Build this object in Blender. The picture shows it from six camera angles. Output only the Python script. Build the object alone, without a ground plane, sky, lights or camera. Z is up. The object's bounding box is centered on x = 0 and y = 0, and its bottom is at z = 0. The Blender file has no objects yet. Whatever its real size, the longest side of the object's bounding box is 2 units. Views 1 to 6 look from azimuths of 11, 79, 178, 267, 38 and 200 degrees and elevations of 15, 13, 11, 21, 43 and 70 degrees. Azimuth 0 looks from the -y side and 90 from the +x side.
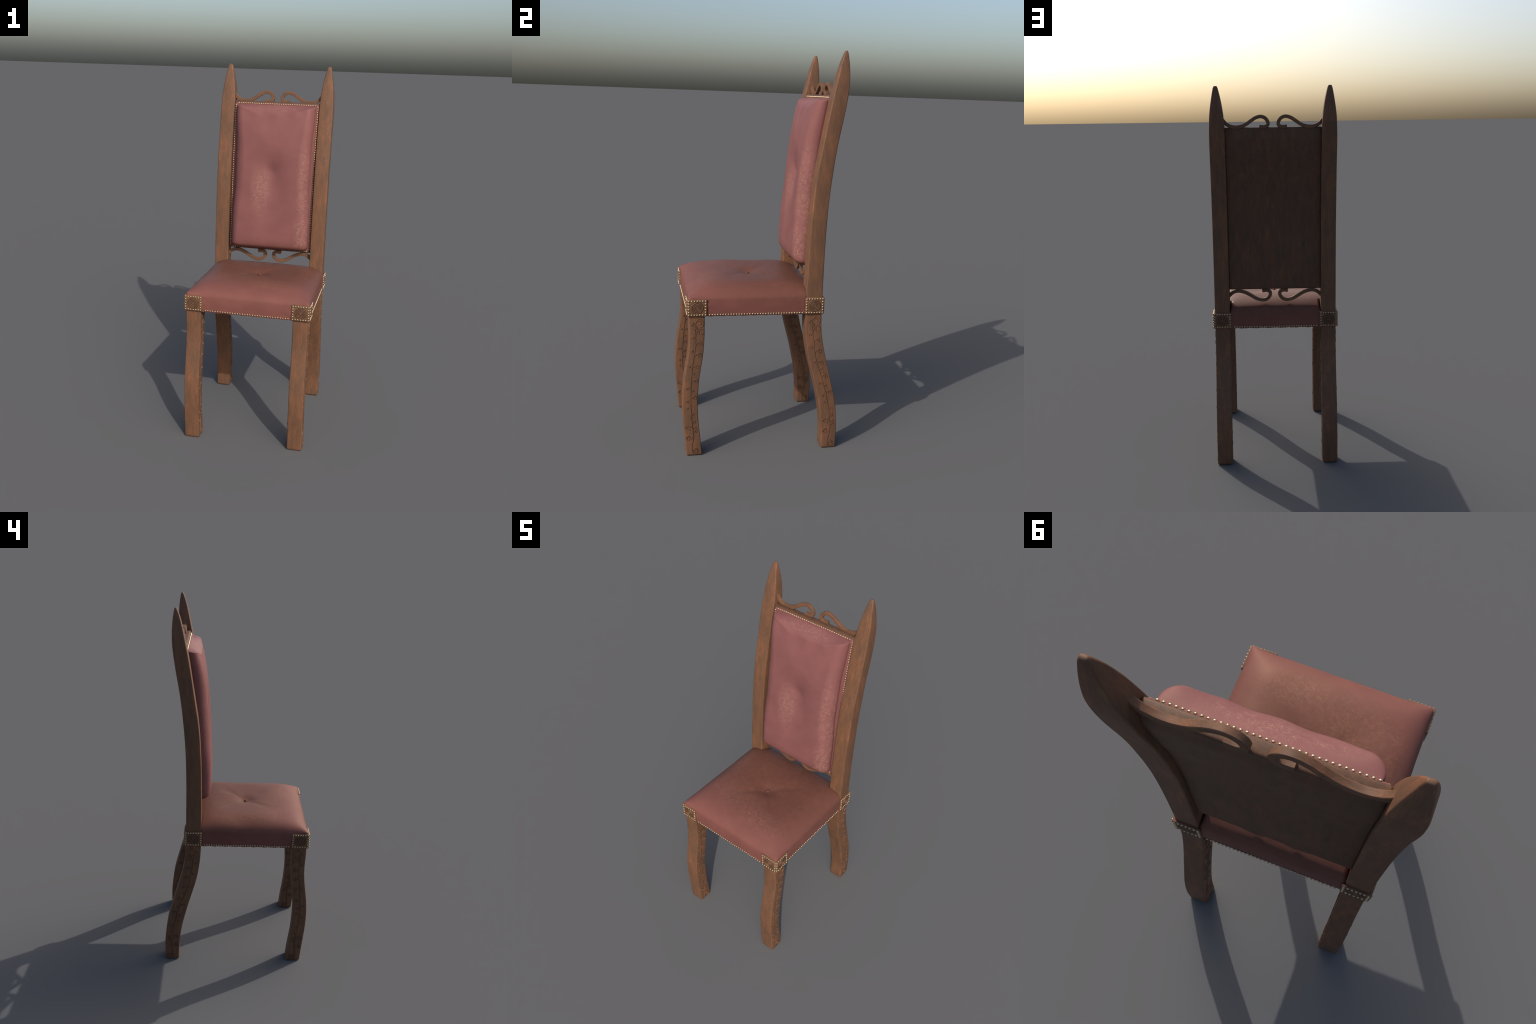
import bpy, bmesh, math, random
from mathutils import Vector, noise

random.seed(7)
SCN = bpy.context.scene

# ------------------------------------------------------------------ helpers
def curve(knots):
    """Smooth (Catmull-Rom / Hermite) function through (t, value) knots."""
    ts = [k[0] for k in knots]; vs = [k[1] for k in knots]; n = len(ts)
    ms = []
    for i in range(n):
        a, b = max(i - 1, 0), min(i + 1, n - 1)
        ms.append((vs[b] - vs[a]) / (ts[b] - ts[a]))
    def f(t):
        if t <= ts[0]: return vs[0]
        if t >= ts[-1]: return vs[-1]
        i = 0
        while ts[i + 1] < t: i += 1
        h = ts[i + 1] - ts[i]; u = (t - ts[i]) / h
        return ((2*u**3 - 3*u*u + 1)*vs[i] + (u**3 - 2*u*u + u)*h*ms[i]
                + (-2*u**3 + 3*u*u)*vs[i + 1] + (u**3 - u*u)*h*ms[i + 1])
    return f

def smooth(a, b, t):
    t = min(1.0, max(0.0, (t - a) / (b - a)))
    return t * t * (3 - 2 * t)

def bump2(x, y, cx, cy, sx, sy):
    return math.exp(-0.5 * (((x - cx) / sx) ** 2 + ((y - cy) / sy) ** 2))

def spline2(pts, per=8):
    """Catmull-Rom polyline through 2D points."""
    out = []; n = len(pts)
    for i in range(n - 1):
        p0, p1, p2, p3 = pts[max(i-1, 0)], pts[i], pts[i+1], pts[min(i+2, n-1)]
        for k in range(per):
            u = k / per
            out.append(tuple(0.5 * (2*p1[j] + (p2[j]-p0[j])*u + (2*p0[j]-5*p1[j]+4*p2[j]-p3[j])*u*u
                             + (3*p1[j]-p0[j]-3*p2[j]+p3[j])*u**3) for j in (0, 1)))
    out.append(tuple(pts[-1]))
    return out

def make(name, verts, faces, mat, parent=None, sharp=40.0, bevel=None):
    me = bpy.data.meshes.new(name)
    me.from_pydata([tuple(v) for v in verts], [], faces)
    bm = bmesh.new(); bm.from_mesh(me)
    bmesh.ops.recalc_face_normals(bm, faces=bm.faces)
    if bevel:
        es = [e for e in bm.edges if len(e.link_faces) == 2 and e.calc_face_angle(0) > math.radians(bevel[2])]
        bmesh.ops.bevel(bm, geom=es, offset=bevel[0], segments=bevel[1], affect='EDGES', profile=0.5, clamp_overlap=True)
    for f in bm.faces: f.smooth = True
    for e in bm.edges:
        e.smooth = not (len(e.link_faces) == 2 and e.calc_face_angle(0) > math.radians(sharp))
    bm.to_mesh(me); bm.free()
    me.materials.append(mat)
    ob = bpy.data.objects.new(name, me)
    SCN.collection.objects.link(ob)
    if parent: ob.parent = parent
    return ob

def place(name, me, parent, loc, rot=None):
    ob = bpy.data.objects.new(name, me)
    SCN.collection.objects.link(ob)
    ob.parent = parent; ob.location = loc
    if rot is not None: ob.rotation_mode = 'QUATERNION'; ob.rotation_quaternion = rot
    return ob

def rounded_rect(x0, x1, y0, y1, r, seg=4):
    pts = []
    r = min(r, (x1 - x0) * 0.49, (y1 - y0) * 0.49)
    for cx, cy, a0 in ((x1-r, y1-r, 0), (x0+r, y1-r, 90), (x0+r, y0+r, 180), (x1-r, y0+r, 270)):
        for k in range(seg + 1):
            a = math.radians(a0 + 90.0 * k / seg)
            pts.append((cx + r*math.cos(a), cy + r*math.sin(a)))
    return pts

def loft_z(sections):
    """sections: list of (z, [(x, y)...]); capped closed loft."""
    n = len(sections[0][1]); v = []; f = []
    for z, ring in sections:
        v += [(x, y, z) for x, y in ring]
    for i in range(len(sections) - 1):
        for k in range(n):
            k2 = (k + 1) % n
            f.append((i*n + k, i*n + k2, (i+1)*n + k2, (i+1)*n + k))
    f.append(tuple(range(n))); f.append(tuple(range((len(sections)-1)*n, len(sections)*n)))
    return v, f

# ---------------------------------------------------------------- materials
def nodes_of(name):
    m = bpy.data.materials.new(name); m.use_nodes = True
    nt = m.node_tree
    return m, nt, nt.nodes['Principled BSDF']

def N(nt, kind, **props):
    n = nt.nodes.new(kind)
    for k, v in props.items():
        if k in n.inputs: n.inputs[k].default_value = v
        else: setattr(n, k, v)
    return n

def coords(nt, scale=(1, 1, 1), loc=(0, 0, 0)):
    tc = N(nt, 'ShaderNodeTexCoord'); mp = N(nt, 'ShaderNodeMapping')
    mp.inputs['Scale'].default_value = scale; mp.inputs['Location'].default_value = loc
    nt.links.new(tc.outputs['Object'], mp.inputs['Vector'])
    return mp.outputs['Vector']

def tex_noise(nt, vec, scale, detail=4, rough=0.55):
    n = N(nt, 'ShaderNodeTexNoise')
    n.inputs['Scale'].default_value = scale; n.inputs['Detail'].default_value = detail
    n.inputs['Roughness'].default_value = rough
    nt.links.new(vec, n.inputs['Vector'])
    return n.outputs['Fac']

def ramp(nt, fac, stops):
    r = N(nt, 'ShaderNodeValToRGB'); e = r.color_ramp.elements
    while len(e) < len(stops): e.new(0.5)
    for el, (p, c) in zip(e, stops):
        el.position = p; el.color = (c[0], c[1], c[2], 1) if not isinstance(c, (int, float)) else (c, c, c, 1)
    nt.links.new(fac, r.inputs['Fac'])
    return r.outputs['Color']

def mix(nt, fac, a, b, mode='MIX'):
    m = N(nt, 'ShaderNodeMix', data_type='RGBA', blend_type=mode)
    if isinstance(fac, (int, float)): m.inputs[0].default_value = fac
    else: nt.links.new(fac, m.inputs[0])
    for s, c in ((6, a), (7, b)):
        if isinstance(c, tuple): m.inputs[s].default_value = (*c, 1)
        else: nt.links.new(c, m.inputs[s])
    return m.outputs[2]

def math_n(nt, op, a, b=None, clamp=False):
    m = N(nt, 'ShaderNodeMath', operation=op, use_clamp=clamp)
    for i, s in enumerate((a, b)):
        if s is None: continue
        if isinstance(s, (int, float)): m.inputs[i].default_value = s
        else: nt.links.new(s, m.inputs[i])
    return m.outputs[0]

def bump(nt, bsdf, height, strength, dist):
    b = N(nt, 'ShaderNodeBump'); b.inputs['Strength'].default_value = strength
    b.inputs['Distance'].default_value = dist
    nt.links.new(height, b.inputs['Height']); nt.links.new(b.outputs['Normal'], bsdf.inputs['Normal'])

def blob(nt, centre, size):
    """soft 0..1 ellipsoidal mask in object space"""
    mp = coords(nt, tuple(1.0 / s for s in size), tuple(-c / s for c, s in zip(centre, size)))
    ln = N(nt, 'ShaderNodeVectorMath', operation='LENGTH')
    nt.links.new(mp, ln.inputs[0])
    mr = N(nt, 'ShaderNodeMapRange', interpolation_type='SMOOTHSTEP')
    mr.inputs['From Min'].default_value = 1.0; mr.inputs['From Max'].default_value = 0.25
    nt.links.new(ln.outputs['Value'], mr.inputs['Value'])
    return mr.outputs['Result']

def wood_material(name, grain_axis=2, tint=1.0):
    m, nt, b = nodes_of(name)
    st = [1.0, 1.0, 1.0]; st[grain_axis] = 0.07
    fine = tex_noise(nt, coords(nt, tuple(st)), 330, 4, 0.6)
    pat = [1.0, 1.0, 1.0]; pat[grain_axis] = 0.22
    broad = tex_noise(nt, coords(nt, tuple(pat), (3.1, 1.7, 0.4)), 44, 4, 0.6)
    dark = tex_noise(nt, coords(nt, tuple(pat), (7.3, 2.2, 5.1)), 16, 3, 0.6)
    k = lambda *c: tuple(x*tint for x in c)
    c1 = ramp(nt, broad, [(0.34, k(.108, .056, .033)), (0.50, k(.130, .064, .0355)),
                          (0.60, k(.150, .069, .037)), (0.74, k(.192, .078, .039))])
    c1 = mix(nt, ramp(nt, dark, [(0.50, 0.0), (0.72, 0.38)]), c1, k(.085, .050, .032))
    c2 = ramp(nt, fine, [(0.30, 0.78), (0.5, 1.0), (0.70, 1.14)])
    col = mix(nt, 1.0, c1, c2, 'MULTIPLY')
    nt.links.new(col, b.inputs['Base Color'])
    b.inputs['Roughness'].default_value = 0.58
    b.inputs['Specular IOR Level'].default_value = 0.25
    bump(nt, b, fine, 0.22, 0.0005)
    return m

def leather_material(name, WEAR_ZONES, pale, base):
    m, nt, b = nodes_of(name)
    vec = coords(nt)
    cloud = tex_noise(nt, vec, 11, 4, 0.55)
    col = ramp(nt, cloud, [(0.25, tuple(.91*c for c in base)), (0.5, base), (0.75, tuple(1.09*c for c in base))])
    # darker, browner zone over the seat top, with a ragged edge
    brown = blob(nt, (0.03, 0.12, .880), (0.78, 0.58, .16))
    brown = math_n(nt, 'MULTIPLY', brown, ramp(nt, tex_noise(nt, vec, 34, 5, .65), [(0.28, 0.55), (0.62, 1.0)]), True)
    col = mix(nt, brown, col, (.106, .0445, .0305))
    # rubbed patches: fine scratches inside soft zones
    scratch = ramp(nt, tex_noise(nt, vec, 270, 4, 0.7), [(0.45, 0.0), (0.60, 1.0)])
    clump = ramp(nt, tex_noise(nt, vec, 60, 4, 0.65), [(0.42, 0.10), (0.62, 1.0)])
    zones = None
    for c, s, k in WEAR_ZONES:
        z = math_n(nt, 'MULTIPLY', blob(nt, c, s), k)
        zones = z if zones is None else math_n(nt, 'MAXIMUM', zones, z)
    wear = math_n(nt, 'MULTIPLY', math_n(nt, 'MULTIPLY', zones, scratch), clump, True)
    col = mix(nt, wear, col, pale)
    nt.links.new(col, b.inputs['Base Color'])
    rg = math_n(nt, 'MULTIPLY_ADD', tex_noise(nt, vec, 60, 3), 0.14)
    rg.node.inputs[2].default_value = 0.44
    nt.links.new(rg, b.inputs['Roughness'])
    b.inputs['Specular IOR Level'].default_value = 0.18
    b.inputs['Specular Tint'].default_value = (1.0, .74, .52, 1)
    grain = N(nt, 'ShaderNodeTexVoronoi'); grain.inputs['Scale'].default_value = 420
    nt.links.new(vec, grain.inputs['Vector'])
    bump(nt, b, grain.outputs['Distance'], 0.16, 0.0006)
    return m

BACK_WEAR = [  # centre, half size, strength of the rubbed zones
    ((-0.055, 0.17, 1.30), (0.075, 0.09, 0.20), 0.55),
    ((0.195, 0.17, 1.38), (0.06, 0.10, 0.36), 0.42),
    ((0.195, 0.17, 1.06), (0.06, 0.10, 0.16), 0.70),
    ((-0.20, 0.17, 1.38), (0.03, 0.10, 0.36), 0.22),
    ((0.222, 0.21, 1.35), (0.014, 0.045, 0.50), 0.70),
    ((0.0, 0.25, 1.765), (0.22, 0.05, 0.035), 0.40)]
SEAT_FLECKS = [
    ((0.12, -0.25, 0.87), (0.24, 0.10, 0.06), 0.34),
    ((-0.10, -0.20, 0.87), (0.26, 0.15, 0.06), 0.26),
    ((-0.25, -0.05, 0.86), (0.06, 0.34, 0.06), 0.26)]

WOOD = wood_material('carved_wood')
WOOD_X = wood_material('scroll_wood', 0)
PANEL_WOOD = wood_material('panel_wood', 2, 0.72)  # tint lowered: shade on the chair's rear baked into the panel colour
PLATE_WOOD = wood_material('bracket_wood', 0)
LEATHER = leather_material('back_leather', BACK_WEAR, (.40, .25, .18), (.176, .071, .070))
SEAT_LEATHER = leather_material('seat_leather', SEAT_FLECKS, (.34, .19, .10), (.156, .061, .052))

def brass():
    m, nt, b = nodes_of('aged_brass')
    info = N(nt, 'ShaderNodeObjectInfo')
    n = tex_noise(nt, coords(nt), 90, 2)
    c = ramp(nt, n, [(0.3, (0.38, 0.29, 0.17)), (0.6, (0.52, 0.42, 0.27)), (0.8, (0.60, 0.51, 0.35))])
    nt.links.new(c, b.inputs['Base Color'])
    b.inputs['Metallic'].default_value = 0.9
    b.inputs['Roughness'].default_value = 0.42
    return m
BRASS = brass()
SHADOW_PAINT = wood_material('painted_carving_shadow', 2, 0.42)

# --------------------------------------------------------------- the chair
chair = bpy.data.objects.new('upholstered_chair', None)
SCN.collection.objects.link(chair)
chair['label'] = 'high-back wooden chair with studded red leather seat and backrest'
chair['category'] = 'chair'

# side profiles (height -> depth) of the curved rear legs and posts
REAR_FRONT = curve([(0, .322), (.074, .3205), (.128, .317), (.182, .311), (.236, .302), (.289, .290), (.343, .277), (.448, .248),
                    (.50, .234), (.562, .221), (.612, .214), (.663, .209), (.723, .207), (.82, .206), (1.004, .208), (1.141, .2115),
                    (1.247, .216), (1.346, .2225), (1.435, .232), (1.525, .246), (1.618, .261), (1.704, .275), (1.772, .287),
                    (1.839, .301), (1.90, .314), (1.954, .328), (1.985, .3385), (2.0, .343)])
REAR_BACK = curve([(0, .396), (.047, .397), (.107, .3975), (.167, .394), (.221, .388), (.269, .380), (.317, .368), (.423, .340),
                   (.481, .324), (.533, .311), (.595, .298), (.651, .290), (.721, .287), (.82, .286), (1.03, .286), (1.176, .2885),
                   (1.282, .293), (1.384, .301), (1.493, .3125), (1.551, .320), (1.614, .330), (1.674, .341), (1.748, .353),
                   (1.818, .362), (1.87, .3645), (1.925, .363), (1.956, .360), (1.985, .356), (2.0, .3535)])
FORE_FRONT = curve([(0, -.3765), (.095, -.385), (.158, -.391), (.22, -.396), (.272, -.398), (.322, -.398), (.383, -.394),
                    (.453, -.385), (.512, -.376), (.571, -.370), (.62, -.369), (.70, -.3715), (.80, -.372)])
FORE_BACK = curve([(0, -.301), (.075, -.308), (.133, -.315), (.19, -.321), (.257, -.3245), (.309, -.325), (.36, -.323), (.42, -.318),
                   (.47, -.311), (.539, -.302), (.603, -.298), (.667, -.297), (.80, -.298)])
X_OUT = curve([(0, .3241), (1.70, .3241), (1.76, .3234), (1.818, .321), (1.856, .3188), (1.899, .3135), (1.936, .3078), (1.97, .302), (2.0, .296)])
X_IN = curve([(0, .2447), (1.74, .2447), (1.78, .2451), (1.811, .2466), (1.855, .250), (1.899, .2555), (1.939, .2622), (1.97, .269), (2.0, .276)])

GROW = .0013
def timber(z0, z1, front, back, side, round_top, rows):
    secs = []
    for i in range(rows + 1):
        z = z0 + (z1 - z0) * i / rows
        secs.append([z, X_IN(z), X_OUT(z), front(z) - GROW, back(z) + GROW])
    if round_top:                         # rounded-over tip
        z, a, b, c, d = secs.pop()
        for dz, ins in ((-.005, 0.0), (-.0025, .0008), (-.0009, .0022), (0, .0045)):
            secs.append([z + dz, a + ins, b - ins, c + ins, d - ins])
    if z0 == 0:                           # eased foot
        z, a, b, c, d = secs.pop(0)
        secs = [[0, a + .003, b - .003, c + .003, d - .003], [.003, a, b, c, d]] + secs
    out = []
    for z, a, b, c, d in secs:
        ring = rounded_rect(a, b, c, d, .0055)
        if side < 0: ring = [(-x, y) for x, y in ring][::-1]
        out.append((z, ring))
    return loft_z(out)

# carved vine: stem spine and curls, in mm (lateral towards the back, height)
STEM = [(-12, 672), (-9, 652), (-7, 628), (-6, 595), (-7, 555), (-9, 521), (-9, 486), (-7, 452), (-4, 412), (-2, 371), (0, 336),
        (1, 295), (2, 254), (3, 218), (3.5, 176), (4.5, 145), (5, 113), (2, 87), (-5, 62)]
CURLS = [  # centre lateral, centre height, radius, turns, side (+1 to the back), foot on the stem (height) or None
    (9, 697, 23, 1.7, 1, 664), (17.5, 656, 15, 1.2, 1, 620), (17.5, 594, 8.5, 1.15, 1, 572), (15.7, 536, 9.5, 1.4, 1, 514),
    (15, 475, 8, 1.25, 1, 462), (4.5, 438, 4, 0.7, 1, 428), (20.5, 400, 8.5, 1.2, 1, 383), (10, 349, 4.5, 1.1, 1, 338),
    (21.5, 313, 8, 1.3, 1, 294), (11.5, 224, 4, 0.7, 1, 205), (14.5, 182, 5.5, 1.2, 1, 168), (18, 150, 6.5, 1.4, 1, 138),
    (18, 132, 6.5, 1.3, 1, 124), (-20, 622, 5.8, 0.6, 1, None), (-18.5, 557, 4, 1.05, 1, None), (-21, 474, 5, 0.65, 1, None),
    (-19, 361, 4.8, 1.0, -1, 336), (-14, 292, 5.2, 1.2, -1, None), (-14, 256, 3.8, 1.0, -1, None), (-24, 154, 7.5, 1.0, -1, 143),
    (-11, 140, 3.5, 0.7, 1, None), (-3, 670, 4.5, 1.0, 1, 655), (-21, 690, 2.6, 0.9, -1, None), (-17, 699, 2.4, 0.9, 1, None)]

def vine_paths():
    stem = curve(sorted((h, l) for l, h in STEM))
    paths = []
    # stem flows into the large foot spiral
    sp = [(9.6 + 17.5*(1-.72*t)*math.cos(math.radians(185 + 700*t)), 26 + 17.5*(1-.72*t)*math.sin(math.radians(185 + 700*t)))
          for t in [i/34 for i in range(35)]]
    paths.append(spline2(STEM + sp, 3))
    # second spiral, branching from low on the stem to the front
    sp = [(-22.6 + 13*(1-.72*t)*math.cos(math.radians(-20 - 690*t)), 98.4 + 13*(1-.72*t)*math.sin(math.radians(-20 - 690*t)))
          for t in [i/30 for i in range(31)]]
    paths.append(spline2([(5, 116), (-1, 99), (-8, 90)] + sp[1:], 3))
    for cl, ch, r, turns, sd, foot in CURLS:
        k = max(8, int(22 * turns))
        start = math.pi if foot is None else math.pi * .5
        turns_left = turns if foot is None else max(.5, turns - .25)
        sp = []
        for i in range(k + 1):
            t = i / k
            a = start - 2*math.pi*turns_left*t
            tau = turns_left*t; q = max(0, (tau - .35)/max(.3, turns_left - .35)); rr = r * (1 - .08*tau) * (1 - .58*min(1, q))
            sp.append((cl + sd * rr*math.cos(a), ch + rr*math.sin(a)))
        if foot is not None:                # quarter-ellipse arch from the stem up to the crown of the curl
            x0, x1, top = stem(foot), cl, ch + r
            lead = [(x0 + (x1 - x0)*(1 - math.cos(math.pi/2*u)), foot + (top - foot)*math.sin(math.pi/2*u)) for u in (0, .15, .3, .45, .6, .75, .9)]
            sp = lead + sp
        paths.append(spline2(sp, 2))
    return paths
VINE = vine_paths()

def vine_mesh(front, back, xface, outward):
    """raised tendrils, each over a flat dark ribbon drawing the shadow beside the ridge"""
    v = []; f = []; dark = set(); seg = 6
    for groove in (True, False):
        for path in VINE:
            pts = []
            for l, h in path:
                z = h / 1000.0
                w = (back(z) - front(z)) / 2 - .0030
                lat = max(-w, min(w, l / 1000.0))
                pts.append(Vector((xface, (front(z) + back(z)) / 2 + lat, z)))
            n = len(pts); base = len(v)
            for i, p in enumerate(pts):
                t = (pts[min(i+1, n-1)] - pts[max(i-1, 0)])
                if t.length < 1e-7: t = Vector((0, 0, 1))
                t.normalize()
                side = t.cross(Vector((1, 0, 0)))
                e = i / (n - 1)
                k0 = 0.55 + 0.45 * min(1, 7 * min(e + .02, 1 - e + .02))
                rs, rh = (.0031 * k0, .0005) if groove else (.0019 * k0, .0024 * k0)
                off = Vector((0, .0006, -.0005)) if groove else Vector((0, 0, 0))
                for k in range(seg):
                    a = 2*math.pi*k/seg
                    v.append(p + off + side * (rs*math.cos(a)) + Vector((outward * rh*math.sin(a), 0, 0)))
            first = len(f)
            for i in range(n - 1):
                for k in range(seg):
                    k2 = (k+1) % seg
                    f.append((base+i*seg+k, base+i*seg+k2, base+(i+1)*seg+k2, base+(i+1)*seg+k))
            f.append(tuple(base+k for k in range(seg))); f.append(tuple(base+(n-1)*seg+k for k in range(seg)))
            if groove: dark.update(range(first, len(f)))
    return v, f, dark

for side in (1, -1):
    v, f = timber(.776, 2.0, REAR_FRONT, REAR_BACK, side, True, 110)
    make('back_post', v, f, WOOD, chair, 50)
    for front, back in ((FORE_FRONT, FORE_BACK), (REAR_FRONT, REAR_BACK)):
        v, f = timber(0, .774, front, back, side, False, 70)
        leg = make('leg', v, f, WOOD, chair, 50)
        for xf, o in ((.3241, 1), (.2447, -1)):
            vv, ff, dark = vine_mesh(front, back, side * xf, side * o)
            ob = make('vine_carving', vv, ff, WOOD, leg, 60)
            ob.data.materials.append(SHADOW_PAINT)
            for p in ob.data.polygons:
                if p.index in dark: p.material_index = 1

# -------------------------------------------------------------- nails
def dome_mesh(name, r, h, mat, seg=12, rings=4):
    v = [(r, 0, -0.002)]; v = []; f = []
    prof = [(r * .98, -0.002)] + [(r*math.cos(math.pi/2*i/rings), h*math.sin(math.pi/2*i/rings)) for i in range(rings)]
    for pr, pz in prof:
        v += [(pr*math.cos(2*math.pi*k/seg), pr*math.sin(2*math.pi*k/seg), pz) for k in range(seg)]
    for i in range(len(prof) - 1):
        for k in range(seg):
            k2 = (k+1) % seg
            f.append((i*seg+k, i*seg+k2, (i+1)*seg+k2, (i+1)*seg+k))
    v.append((0, 0, h)); top = len(v) - 1; b = (len(prof)-1)*seg
    for k in range(seg): f.append((b+k, b+(k+1) % seg, top))
    f.append(tuple(range(seg))[::-1])
    me = bpy.data.meshes.new(name); me.from_pydata(v, [], f)
    for p in me.polygons: p.use_smooth = True
    me.materials.append(mat)
    return me
NAIL = dome_mesh('nail', .0043, .0036, BRASS)

def nail(parent, p, nrm):
    q = Vector((0, 0, 1)).rotation_difference(Vector(nrm))
    ob = place('nail', NAIL, parent, p, q)
    s = random.uniform(.95, 1.05); ob.scale = (s, s, random.uniform(.9, 1.1))
    return ob

def nails_joined(name, parent, items):
    bm = bmesh.new()
    for p, nrm in items:
        t = bmesh.new(); t.from_mesh(NAIL)
        q = Vector((0, 0, 1)).rotation_difference(Vector(nrm))
        for vv in t.verts: vv.co = q @ vv.co + Vector(p)
        tmp = bpy.data.meshes.new('tmp'); t.to_mesh(tmp); t.free()
        bm.from_mesh(tmp); bpy.data.meshes.remove(tmp)
    me = bpy.data.meshes.new(name); bm.to_mesh(me); bm.free()
    for p in me.polygons: p.use_smooth = True
    me.materials.append(BRASS)
    ob = bpy.data.objects.new(name, me); SCN.collection.objects.link(ob)
    ob.parent = parent; ob['kind'] = 'stuff'
    return ob

# -------------------------------------------------- corner brackets with rings
PZ0, PZ1 = .7350, .8188
PX = .3330
BRACKETS = []
def ring_mesh():
    v = []; f = []
    def torus(R, r, h, n=44, m=8):
        b = len(v)
        for i in range(n):
            a = 2*math.pi*i/n
            for j in range(m):
                c = 2*math.pi*j/m
                v.append(((R + r*math.cos(c))*math.cos(a), (R + r*math.cos(c))*math.sin(a), h*math.sin(c)))
        for i in range(n):
            for j in range(m):
                f.append((b+i*m+j, b+((i+1) % n)*m+j, b+((i+1) % n)*m+(j+1) % m, b+i*m+(j+1) % m))
    for R in (.0258, .0195, .0132, .0068): torus(R, .0021, .0024)
    raised = len(f)
    for R in (.0227, .0164, .0100, .0285): torus(R, .0024, .0005)   # flat dark bands between the rings
    torus(.0022, .0022, .0016)
    me = bpy.data.meshes.new('ring_carving'); me.from_pydata(v, [], f)
    for p in me.polygons: p.use_smooth = True
    me.materials.append(PLATE_WOOD); me.materials.append(SHADOW_PAINT)
    for p in me.polygons:
        if raised <= p.index < raised + 4*44*8: p.material_index = 1
    return me
RINGS = ring_mesh()

for sx in (1, -1):
    for sy, yo, yi in ((-1, -.3820, -.2860), (1, .2955, .1990)):
        # L-shaped bracket wrapped round the corner
        xo, xi = PX, .2360
        th = .0085
        d = 1 if sy < 0 else -1
        L = [(xo, yo), (xo, yi), (xo - th, yi), (xo - th, yo + d*th), (xi, yo + d*th), (xi, yo)]
        L = [(sx*x, y) for x, y in L]
        if (sx > 0) == (sy < 0): L = L
        n = len(L)
        v = [(x, y, PZ0) for x, y in L] + [(x, y, PZ1) for x, y in L]
        f = [tuple(range(n))[::-1], tuple(range(n, 2*n))] + [(k, (k+1) % n, n+(k+1) % n, n+k) for k in range(n)]
        br = make('corner_bracket', v, f, PLATE_WOOD, chair, 50, bevel=(.0022, 3, 30))
        zc = (PZ0 + PZ1) / 2
        xm, ym = sx*(xo + xi)/2, (yo + yi)/2
        for p, nrm in (((xm, yo, zc), (0, sy, 0)), ((sx*xo, ym, zc), (sx, 0, 0))):
            place('ring_carving', RINGS, br, p, Vector((0, 0, 1)).rotation_difference(Vector(nrm)))
        ins = .0078; zi = .0072
        for k in range(7):
            for r in range(6):
                if 0 < k < 6 and 0 < r < 5: continue
                z = PZ0 + zi + (PZ1 - PZ0 - 2*zi) * r / 5
                tx = xi + ins + (xo - xi - 2*ins) * k / 6
                ty = min(yo, yi) + ins + (abs(yo - yi) - 2*ins) * k / 6
                nail(br, (sx*tx, yo, z), (0, sy, 0))
                nail(br, (sx*xo, ty, z), (sx, 0, 0))

# ------------------------------------------------------------------ seat
HX, Y0, Y1 = .3272, -.3768, .2920
YC, HY = (Y0 + Y1)/2, (Y1 - Y0)/2
def seat_top(a, b):
    x, y = HX*a, YC + HY*b
    crease = .811 + .005*smooth(.75, 1, abs(a)) + .004*smooth(.04, .20, y) + .010*smooth(.72, 1, abs(a))*smooth(.72, 1, -b)
    fx = max(0, 1 - abs(a)**7) ** .66
    fy = max(0, 1 - abs(b)**(6.2 if b < 0 else 5.5)) ** (.62 if b < 0 else .75)
    ridge = .8835 - .004*smooth(.08, .25, y) - .006*smooth(.55, 1, -b)*(1 - a*a)
    inner = fx*fy
    z = crease + (ridge - crease) * inner
    z -= .0085 * bump2(x, y, 0, -.04, .105, .075)
    z -= .0120 * bump2(x, y, 0, -.04, .034, .030)
    z += .0020 * bump2(x, y, -.24, -.10, .04, .06) * inner + .0015*bump2(x, y, -.25, .15, .04, .05) * inner
    z -= .0045 * bump2(x, y, .295, -.14, .035, .15) * inner
    z -= .0050 * bump2(x, y, -.29, -.01, .03, .05) * inner
    z -= .0035 * bump2(x, y, .29, .03, .03, .07) * inner
    z -= .003 * bump2(x, y, -.20, -.24, .06, .05) * inner
    z += .0022 * noise.noise(Vector((x*9, y*9, 3.3))) * inner
    # soft pulls radiating from the button to the corners
    ang = math.atan2(y + .04, x); rad = math.hypot(x, y + .04)
    z -= .0030 * inner * max(0, math.cos(4*ang + math.pi))**3 * bump2(rad, 0, .11, 0, .06, 1)
    # pinched in behind and beside the posts
    z -= (z - .806) * smooth(.205, .222, y) * smooth(.232, .252, abs(x))
    return z

def corner_round(x, y, r=.012):
    qx, qy = abs(x) - (HX - r), abs(y - YC) - (HY - r)
    if qx > 0 and qy > 0:
        m = max(qx, qy); l = math.hypot(qx, qy)
        qx, qy = qx/l*m, qy/l*m
        x = math.copysign(HX - r + qx, x); y = YC + math.copysign(HY - r + qy, y - YC)
    return x, y

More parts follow.
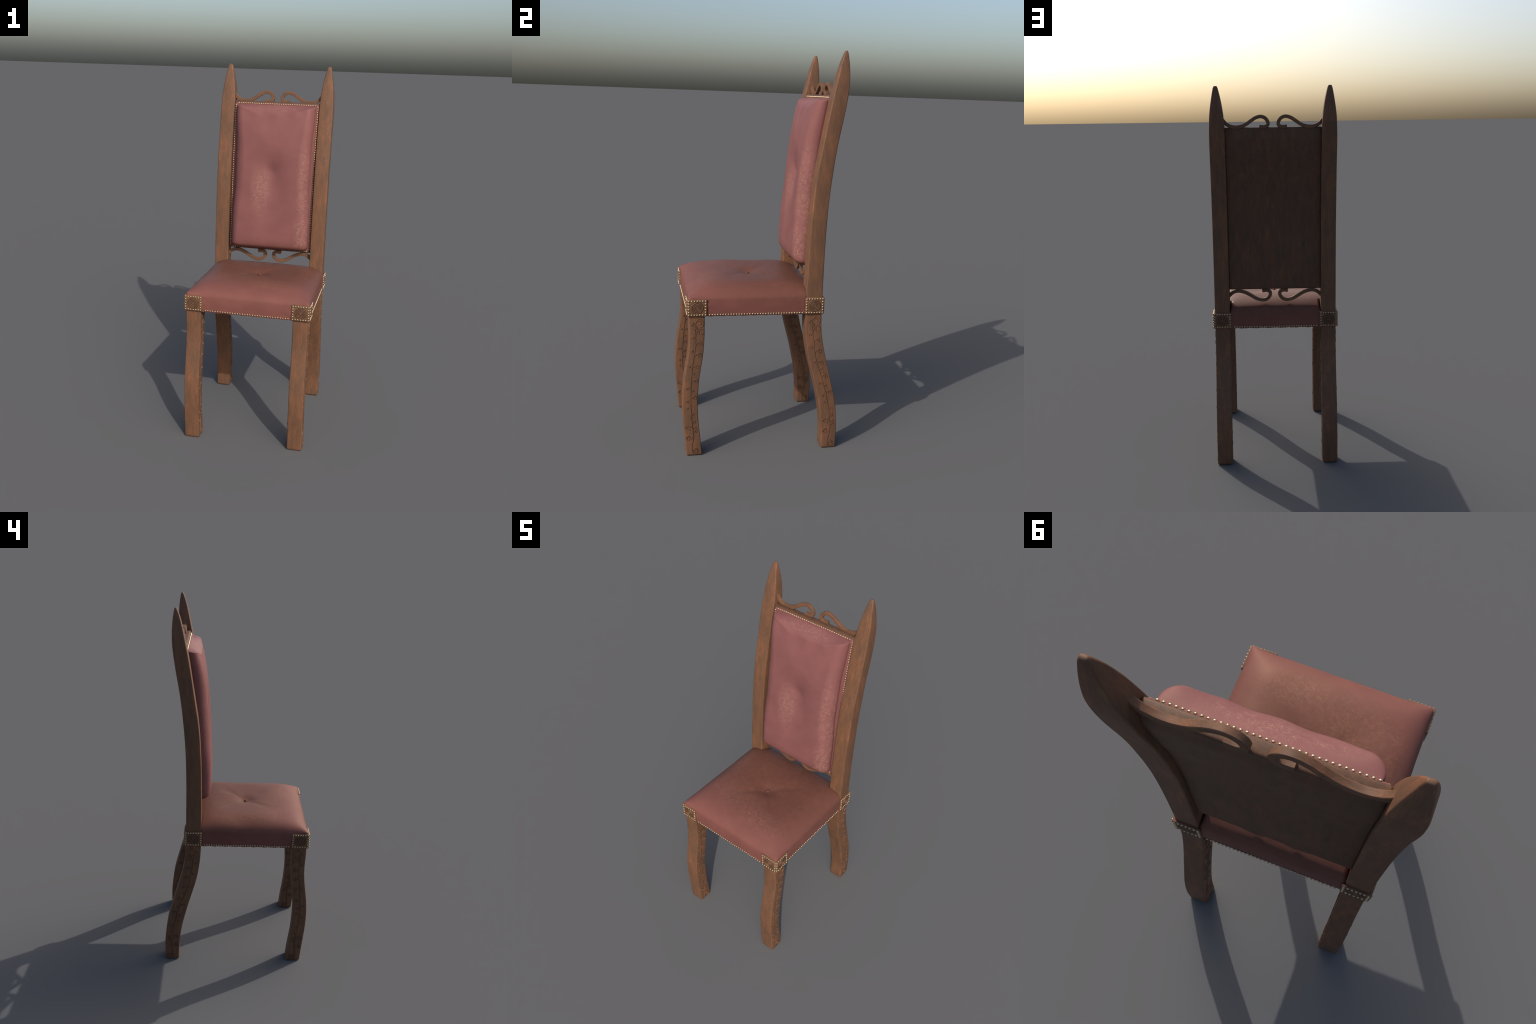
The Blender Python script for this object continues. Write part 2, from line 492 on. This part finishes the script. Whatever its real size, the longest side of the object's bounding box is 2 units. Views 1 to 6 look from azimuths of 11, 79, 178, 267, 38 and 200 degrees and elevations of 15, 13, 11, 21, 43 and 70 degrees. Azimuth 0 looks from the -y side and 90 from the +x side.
def seat_mesh():
    n = 110
    w = lambda i: (lambda t: math.copysign(1 - (1 - abs(t))**1.55, t))(2*i/n - 1)
    v = []; f = []
    for j in range(n + 1):
        for i in range(n + 1):
            a, b = w(i), w(j)
            x, y = corner_round(HX*a, YC + HY*b)
            if y > .20: x = max(-.3225, min(.3225, x))
            if b > .9: y -= .010*(1 - a**4)*smooth(.9, 1, b)
            v.append((x, y, seat_top(a, b)))
    for j in range(n):
        for i in range(n):
            k = j*(n+1) + i
            f.append((k, k+1, k+n+2, k+n+1))
    rim = ([i for i in range(n)] + [n + j*(n+1) for j in range(n)] +
           [n*(n+1) + n - i for i in range(n)] + [(n-j)*(n+1) for j in range(n)])
    prev = rim; m = len(rim); rows = 8
    for r in range(1, rows + 1):
        t = r / rows; cur = []
        for idx in rim:
            x, y, zt = v[idx]
            zb = .7325 + .0011*math.sin(90*(x + 1.3*y)) + .0008*math.sin(210*(x - y))
            out = .0018 * math.sin(math.pi*min(1, t*1.2)) + .0012*noise.noise(Vector((x*12, y*12, t*3)))
            near = smooth(.045, .0, abs(abs(x) - .232) if abs(y - YC) > HY - .02 else min(abs(y + .283), abs(y - .196)))
            out += .0022*near*noise.noise(Vector((x*60, y*60, t*5)))
            if y > Y1 - .012: y += .010*(1 - (x/HX)**4)*t
            dx = math.copysign(1, x) if abs(x) > HX - .004 else 0
            dy = math.copysign(1, y - YC) if abs(y - YC) > HY - .012 else 0
            if r == rows: out = -.002
            v.append((x + dx*out, y + dy*out, zt + (zb - zt)*t)); cur.append(len(v) - 1)
        for k in range(m):
            f.append((prev[k], prev[(k+1) % m], cur[(k+1) % m], cur[k]))
        prev = cur
    # underside
    base = []
    for k in prev:
        x, y, z = v[k]; v.append((x*.93, YC + (y - YC)*.93, .742)); base.append(len(v) - 1)
    for k in range(m): f.append((prev[k], prev[(k+1) % m], base[(k+1) % m], base[k]))
    f.append(tuple(base))
    return v, f
v, f = seat_mesh()
seat = make('seat_cushion', v, f, SEAT_LEATHER, chair, 80)
BTN = dome_mesh('seat_button', .0085, .0055, SEAT_LEATHER, 20, 6)
for vv in BTN.vertices: vv.co += Vector((0, -.0403, seat_top(0, (-.0403 - YC)/HY) + .0030))
place('seat_button', BTN, seat, (0, 0, 0))

def edge_nails(n, p0, p1, nrm):
    return [((p0[0]+(p1[0]-p0[0])*i/(n-1), p0[1]+(p1[1]-p0[1])*i/(n-1), p0[2]+random.uniform(-.0004, .0004)), nrm) for i in range(n)]
ez = .7410
for it in edge_nails(34, (-.2195, Y0 - .001, ez), (.2195, Y0 - .001, ez), (0, -1, 0)): nail(seat, *it)
for s in (1, -1):
    for it in edge_nails(36, (s*(HX + .0006), -.273, ez), (s*(HX + .0006), .187, ez), (s, 0, 0)): nail(seat, *it)
nails_joined('nail_row', seat, edge_nails(34, (-.219, Y1 + .001, ez), (.219, Y1 + .001, ez), (0, 1, 0)))

# -------------------------------------------------------------- backrest
PANEL_FRONT = curve([(.94, .2325), (1.05, .235), (1.20, .2412), (1.33, .248), (1.457, .2575), (1.54, .265), (1.628, .2755),
                     (1.714, .2870), (1.776, .2950), (1.80, .2985)])
def PANEL_BACK(z): return REAR_BACK(z) - .0190 - .0075*smooth(1.73, 1.79, z) + .0035*bump2(0, z, 0, 1.60, 1, .07) + .002*bump2(0, z, 0, 1.10, 1, .08)
def panel_mesh():
    v = []; f = []; rows = 60; z0, z1 = .9405, 1.7960
    for i in range(rows + 1):
        z = z0 + (z1 - z0)*i/rows
        for x, y in ((-.2465, PANEL_FRONT(z)), (.2465, PANEL_FRONT(z)), (.2465, PANEL_BACK(z)), (-.2465, PANEL_BACK(z))):
            v.append((x, y, z))
    for i in range(rows):
        for k in range(4):
            k2 = (k+1) % 4
            f.append((4*i+k, 4*i+k2, 4*i+4+k2, 4*i+4+k))
    f.append((0, 1, 2, 3)); f.append((4*rows, 4*rows+1, 4*rows+2, 4*rows+3))
    return v, f
v, f = panel_mesh()
panel = make('backrest_panel', v, f, PANEL_WOOD, chair, 50, bevel=(.007, 4, 60))

FX, FZ0, FZ1 = .2445, .9440, 1.7895          # leather sheet outline
CX, CZ0, CZ1 = .2300, .9560, 1.7775          # padded part
PAD_T = curve([(.955, .058), (1.00, .068), (1.07, .0715), (1.15, .0720), (1.25, .0715), (1.35, .0695), (1.45, .068), (1.55, .0655),
               (1.64, .063), (1.70, .060), (1.74, .0555), (1.78, .0485)])
def pad_half(z):
    """half width of the padded box at height z, with rounded lower and upper corners"""
    h = CX - .0130*bump2(0, z, 0, 1.42, 1, .20) + .0014*math.sin(23*z)
    for d, r in ((z - CZ0, .030), (CZ1 - z, .012)):
        if d < r: h -= r*(1 - math.sqrt(max(0, 1 - (1 - max(d, 0)/r)**2))) * .9
    return h

def arc(u, r):
    return math.sqrt(max(0, 1 - (1 - min(max(u, 0), r)/r)**2))

def pad_depth(x, z):
    """how far the padding stands off the panel inside its outline"""
    half = pad_half(z); a = x/half
    gs = .16 + .84*arc(half - abs(x), .042 + .022*bump2(0, z, 0, 1.41, 1, .19))              # upright side wall, then a rounded shoulder
    gb = .45 + .55*arc(z - CZ0, .030)
    # the top edge sags in the middle: a slanting shelf from the nails down to a soft ridge
    w = .010 + .040*(1 - smooth(.30, .95, abs(a)))
    t = min(1, max(0, (CZ1 - z) / w))
    gt = .10 + .90*(1 - (1 - t)**2.0)
    inner = gs*gb*gt
    d = .0028 + PAD_T(z)*inner
    d += .0050 * inner * (1 - a*a)                       # gentle crown
    d += .0065 * inner * bump2(x, z, -.02, 1.60, .10, .075)
    d += .0030 * inner * bump2(x, z, .19, 1.42, .06, .12)
    d -= .0055 * inner * bump2(x, z, 0, 1.415, .020, .026)
    d -= .016 * inner * bump2(x, z, 0, 1.405, .050, .060 if z > 1.405 else .085)
    d -= .012 * inner * bump2(x, z, .004, 1.26, .060, .12)
    # puckers where the leather is pulled to the top corners
    d -= .0040 * inner * bump2(t, 0, .62, 0, .13, 1) * smooth(.15, .45, abs(a)) * (1 - smooth(.80, .97, abs(a)))
    d += .0022 * inner * math.sin(55*x + 30*z) * bump2(0, z, 0, 1.745, 1, .018) * (1 - a*a)
    d += .0016 * inner * noise.noise(Vector((x*10, z*7, 1.1)))
    return d

def cushion_mesh():
    v = []; f = []
    k, m = 4, 84
    cols = [('f', -1 + i/k) for i in range(k)]           # flange, from the border to the foot of the wall
    cols += [('w', -1)]
    for i in range(m + 1):
        t = 2*i/m - 1
        cols.append(('p', math.copysign(1 - (1 - abs(t))**2.0, t)))
    cols += [('w', 1)] + [('f', (i + 1)/k) for i in range(k)]
    nz = 140
    zs = [('f', FZ0 + (CZ0 - FZ0)*i/k) for i in range(k)] + [('w', CZ0)]
    for i in range(nz + 1):
        t = 2*i/nz - 1
        zs.append(('p', (CZ0+CZ1)/2 + (CZ1-CZ0)/2*math.copysign(1 - (1 - abs(t))**2.0, t)))
    zs += [('w', CZ1)] + [('f', CZ1 + (FZ1 - CZ1)*(i + 1)/k) for i in range(k)]
    NX, NZ = len(cols), len(zs)
    for j, (kz, z) in enumerate(zs):
        h = pad_half(z)
        for i, (kx, a) in enumerate(cols):
            if kx == 'f':
                x = -FX + (FX - h)*(a + 1) if a < 0 else h + (FX - h)*a
            else:
                x = a*h
            d = pad_depth(x, z) if (kx == 'p' and kz == 'p') else .0028
            xx, zz = x, z
            if kx == 'w': xx = x*.985                     # wall foot tucked in under the padding
            r = .012; cz = (FZ0+FZ1)/2; hz = (FZ1-FZ0)/2
            qx, qz = abs(x) - (FX - r), abs(z - cz) - (hz - r)
            if qx > 0 and qz > 0:
                mm = max(qx, qz); l = math.hypot(qx, qz)
                xx = math.copysign(FX - r + qx/l*mm, x); zz = cz + math.copysign(hz - r + qz/l*mm, z - cz)
            if i in (0, NX - 1) or j in (0, NZ - 1): d = -.004
            v.append((xx, PANEL_FRONT(zz) - d, zz))
    for j in range(NZ - 1):
        for i in range(NX - 1):
            q = j*NX + i
            f.append((q, q+1, q+NX+1, q+NX))
    rim = list(range(NX)) + [j*NX + NX-1 for j in range(1, NZ)] + [(NZ-1)*NX + i for i in range(NX-2, -1, -1)] + [j*NX for j in range(NZ-2, 0, -1)]
    f.append(tuple(rim[::-1]))
    return v, f
v, f = cushion_mesh()
cushion = make('back_cushion', v, f, LEATHER, chair, 75)

items = []
def pn(x, z): 
    return ((x, PANEL_FRONT(z) - .0030, z), (0, -1, .16))
for i in range(35): items.append(pn(-.2195 + .439*i/34, 1.7845))
for i in range(35): items.append(pn(-.2195 + .439*i/34, .9495))
for s in (1, -1):
    for i in range(63): items.append(pn(s*.2365, .963 + (1.7725 - .963)*i/62))
nails_joined('nail_row', cushion, items)

# ------------------------------------------------------------- scrolls
TOP = [(.256, 1.836), (.245, 1.822), (.233, 1.811), (.211, 1.8005), (.188, 1.7975), (.163, 1.8005), (.137, 1.811), (.111, 1.829), (.088, 1.843), (.064, 1.849),
       (.043, 1.843), (.029, 1.827), (.026, 1.811), (.035, 1.8005), (.050, 1.7975), (.070, 1.7995)]
LOW = [(.254, .896), (.243, .907), (.226, .921), (.205, .9285), (.185, .9275), (.157, .919), (.130, .904), (.103, .888), (.082, .880), (.061, .878),
       (.041, .885), (.027, .902), (.026, .919), (.036, .9285), (.050, .9305), (.069, .928)]
def scroll(path, yc, th, depth, side):
    pts = spline2(path, 7); n = len(pts); v = []; f = []
    for i, (x, z) in enumerate(pts):
        a, b = pts[max(i-1, 0)], pts[min(i+1, n-1)]
        tx, tz = b[0]-a[0], b[1]-a[1]; l = math.hypot(tx, tz); nx, nz = -tz/l, tx/l
        ch = .0016
        for o, y in ((th/2-ch, -depth/2), (th/2, -depth/2+ch), (th/2, depth/2-ch), (th/2-ch, depth/2),
                     (-th/2+ch, depth/2), (-th/2, depth/2-ch), (-th/2, -depth/2+ch), (-th/2+ch, -depth/2)):
            v.append((side*(x + nx*o), yc + y, z + nz*o))
    for i in range(n - 1):
        for k in range(8):
            f.append((8*i+k, 8*i+(k+1) % 8, 8*i+8+(k+1) % 8, 8*i+8+k))
    f.append(tuple(range(8))); f.append(tuple(range(8*n-8, 8*n)))
    return v, f
for side in (1, -1):
    for path, yc in ((TOP, .3280), (LOW, .2440)):
        v, f = scroll(path, yc, .0178, .0175, side)
        make('scroll_bracket', v, f, WOOD_X, chair, 35)
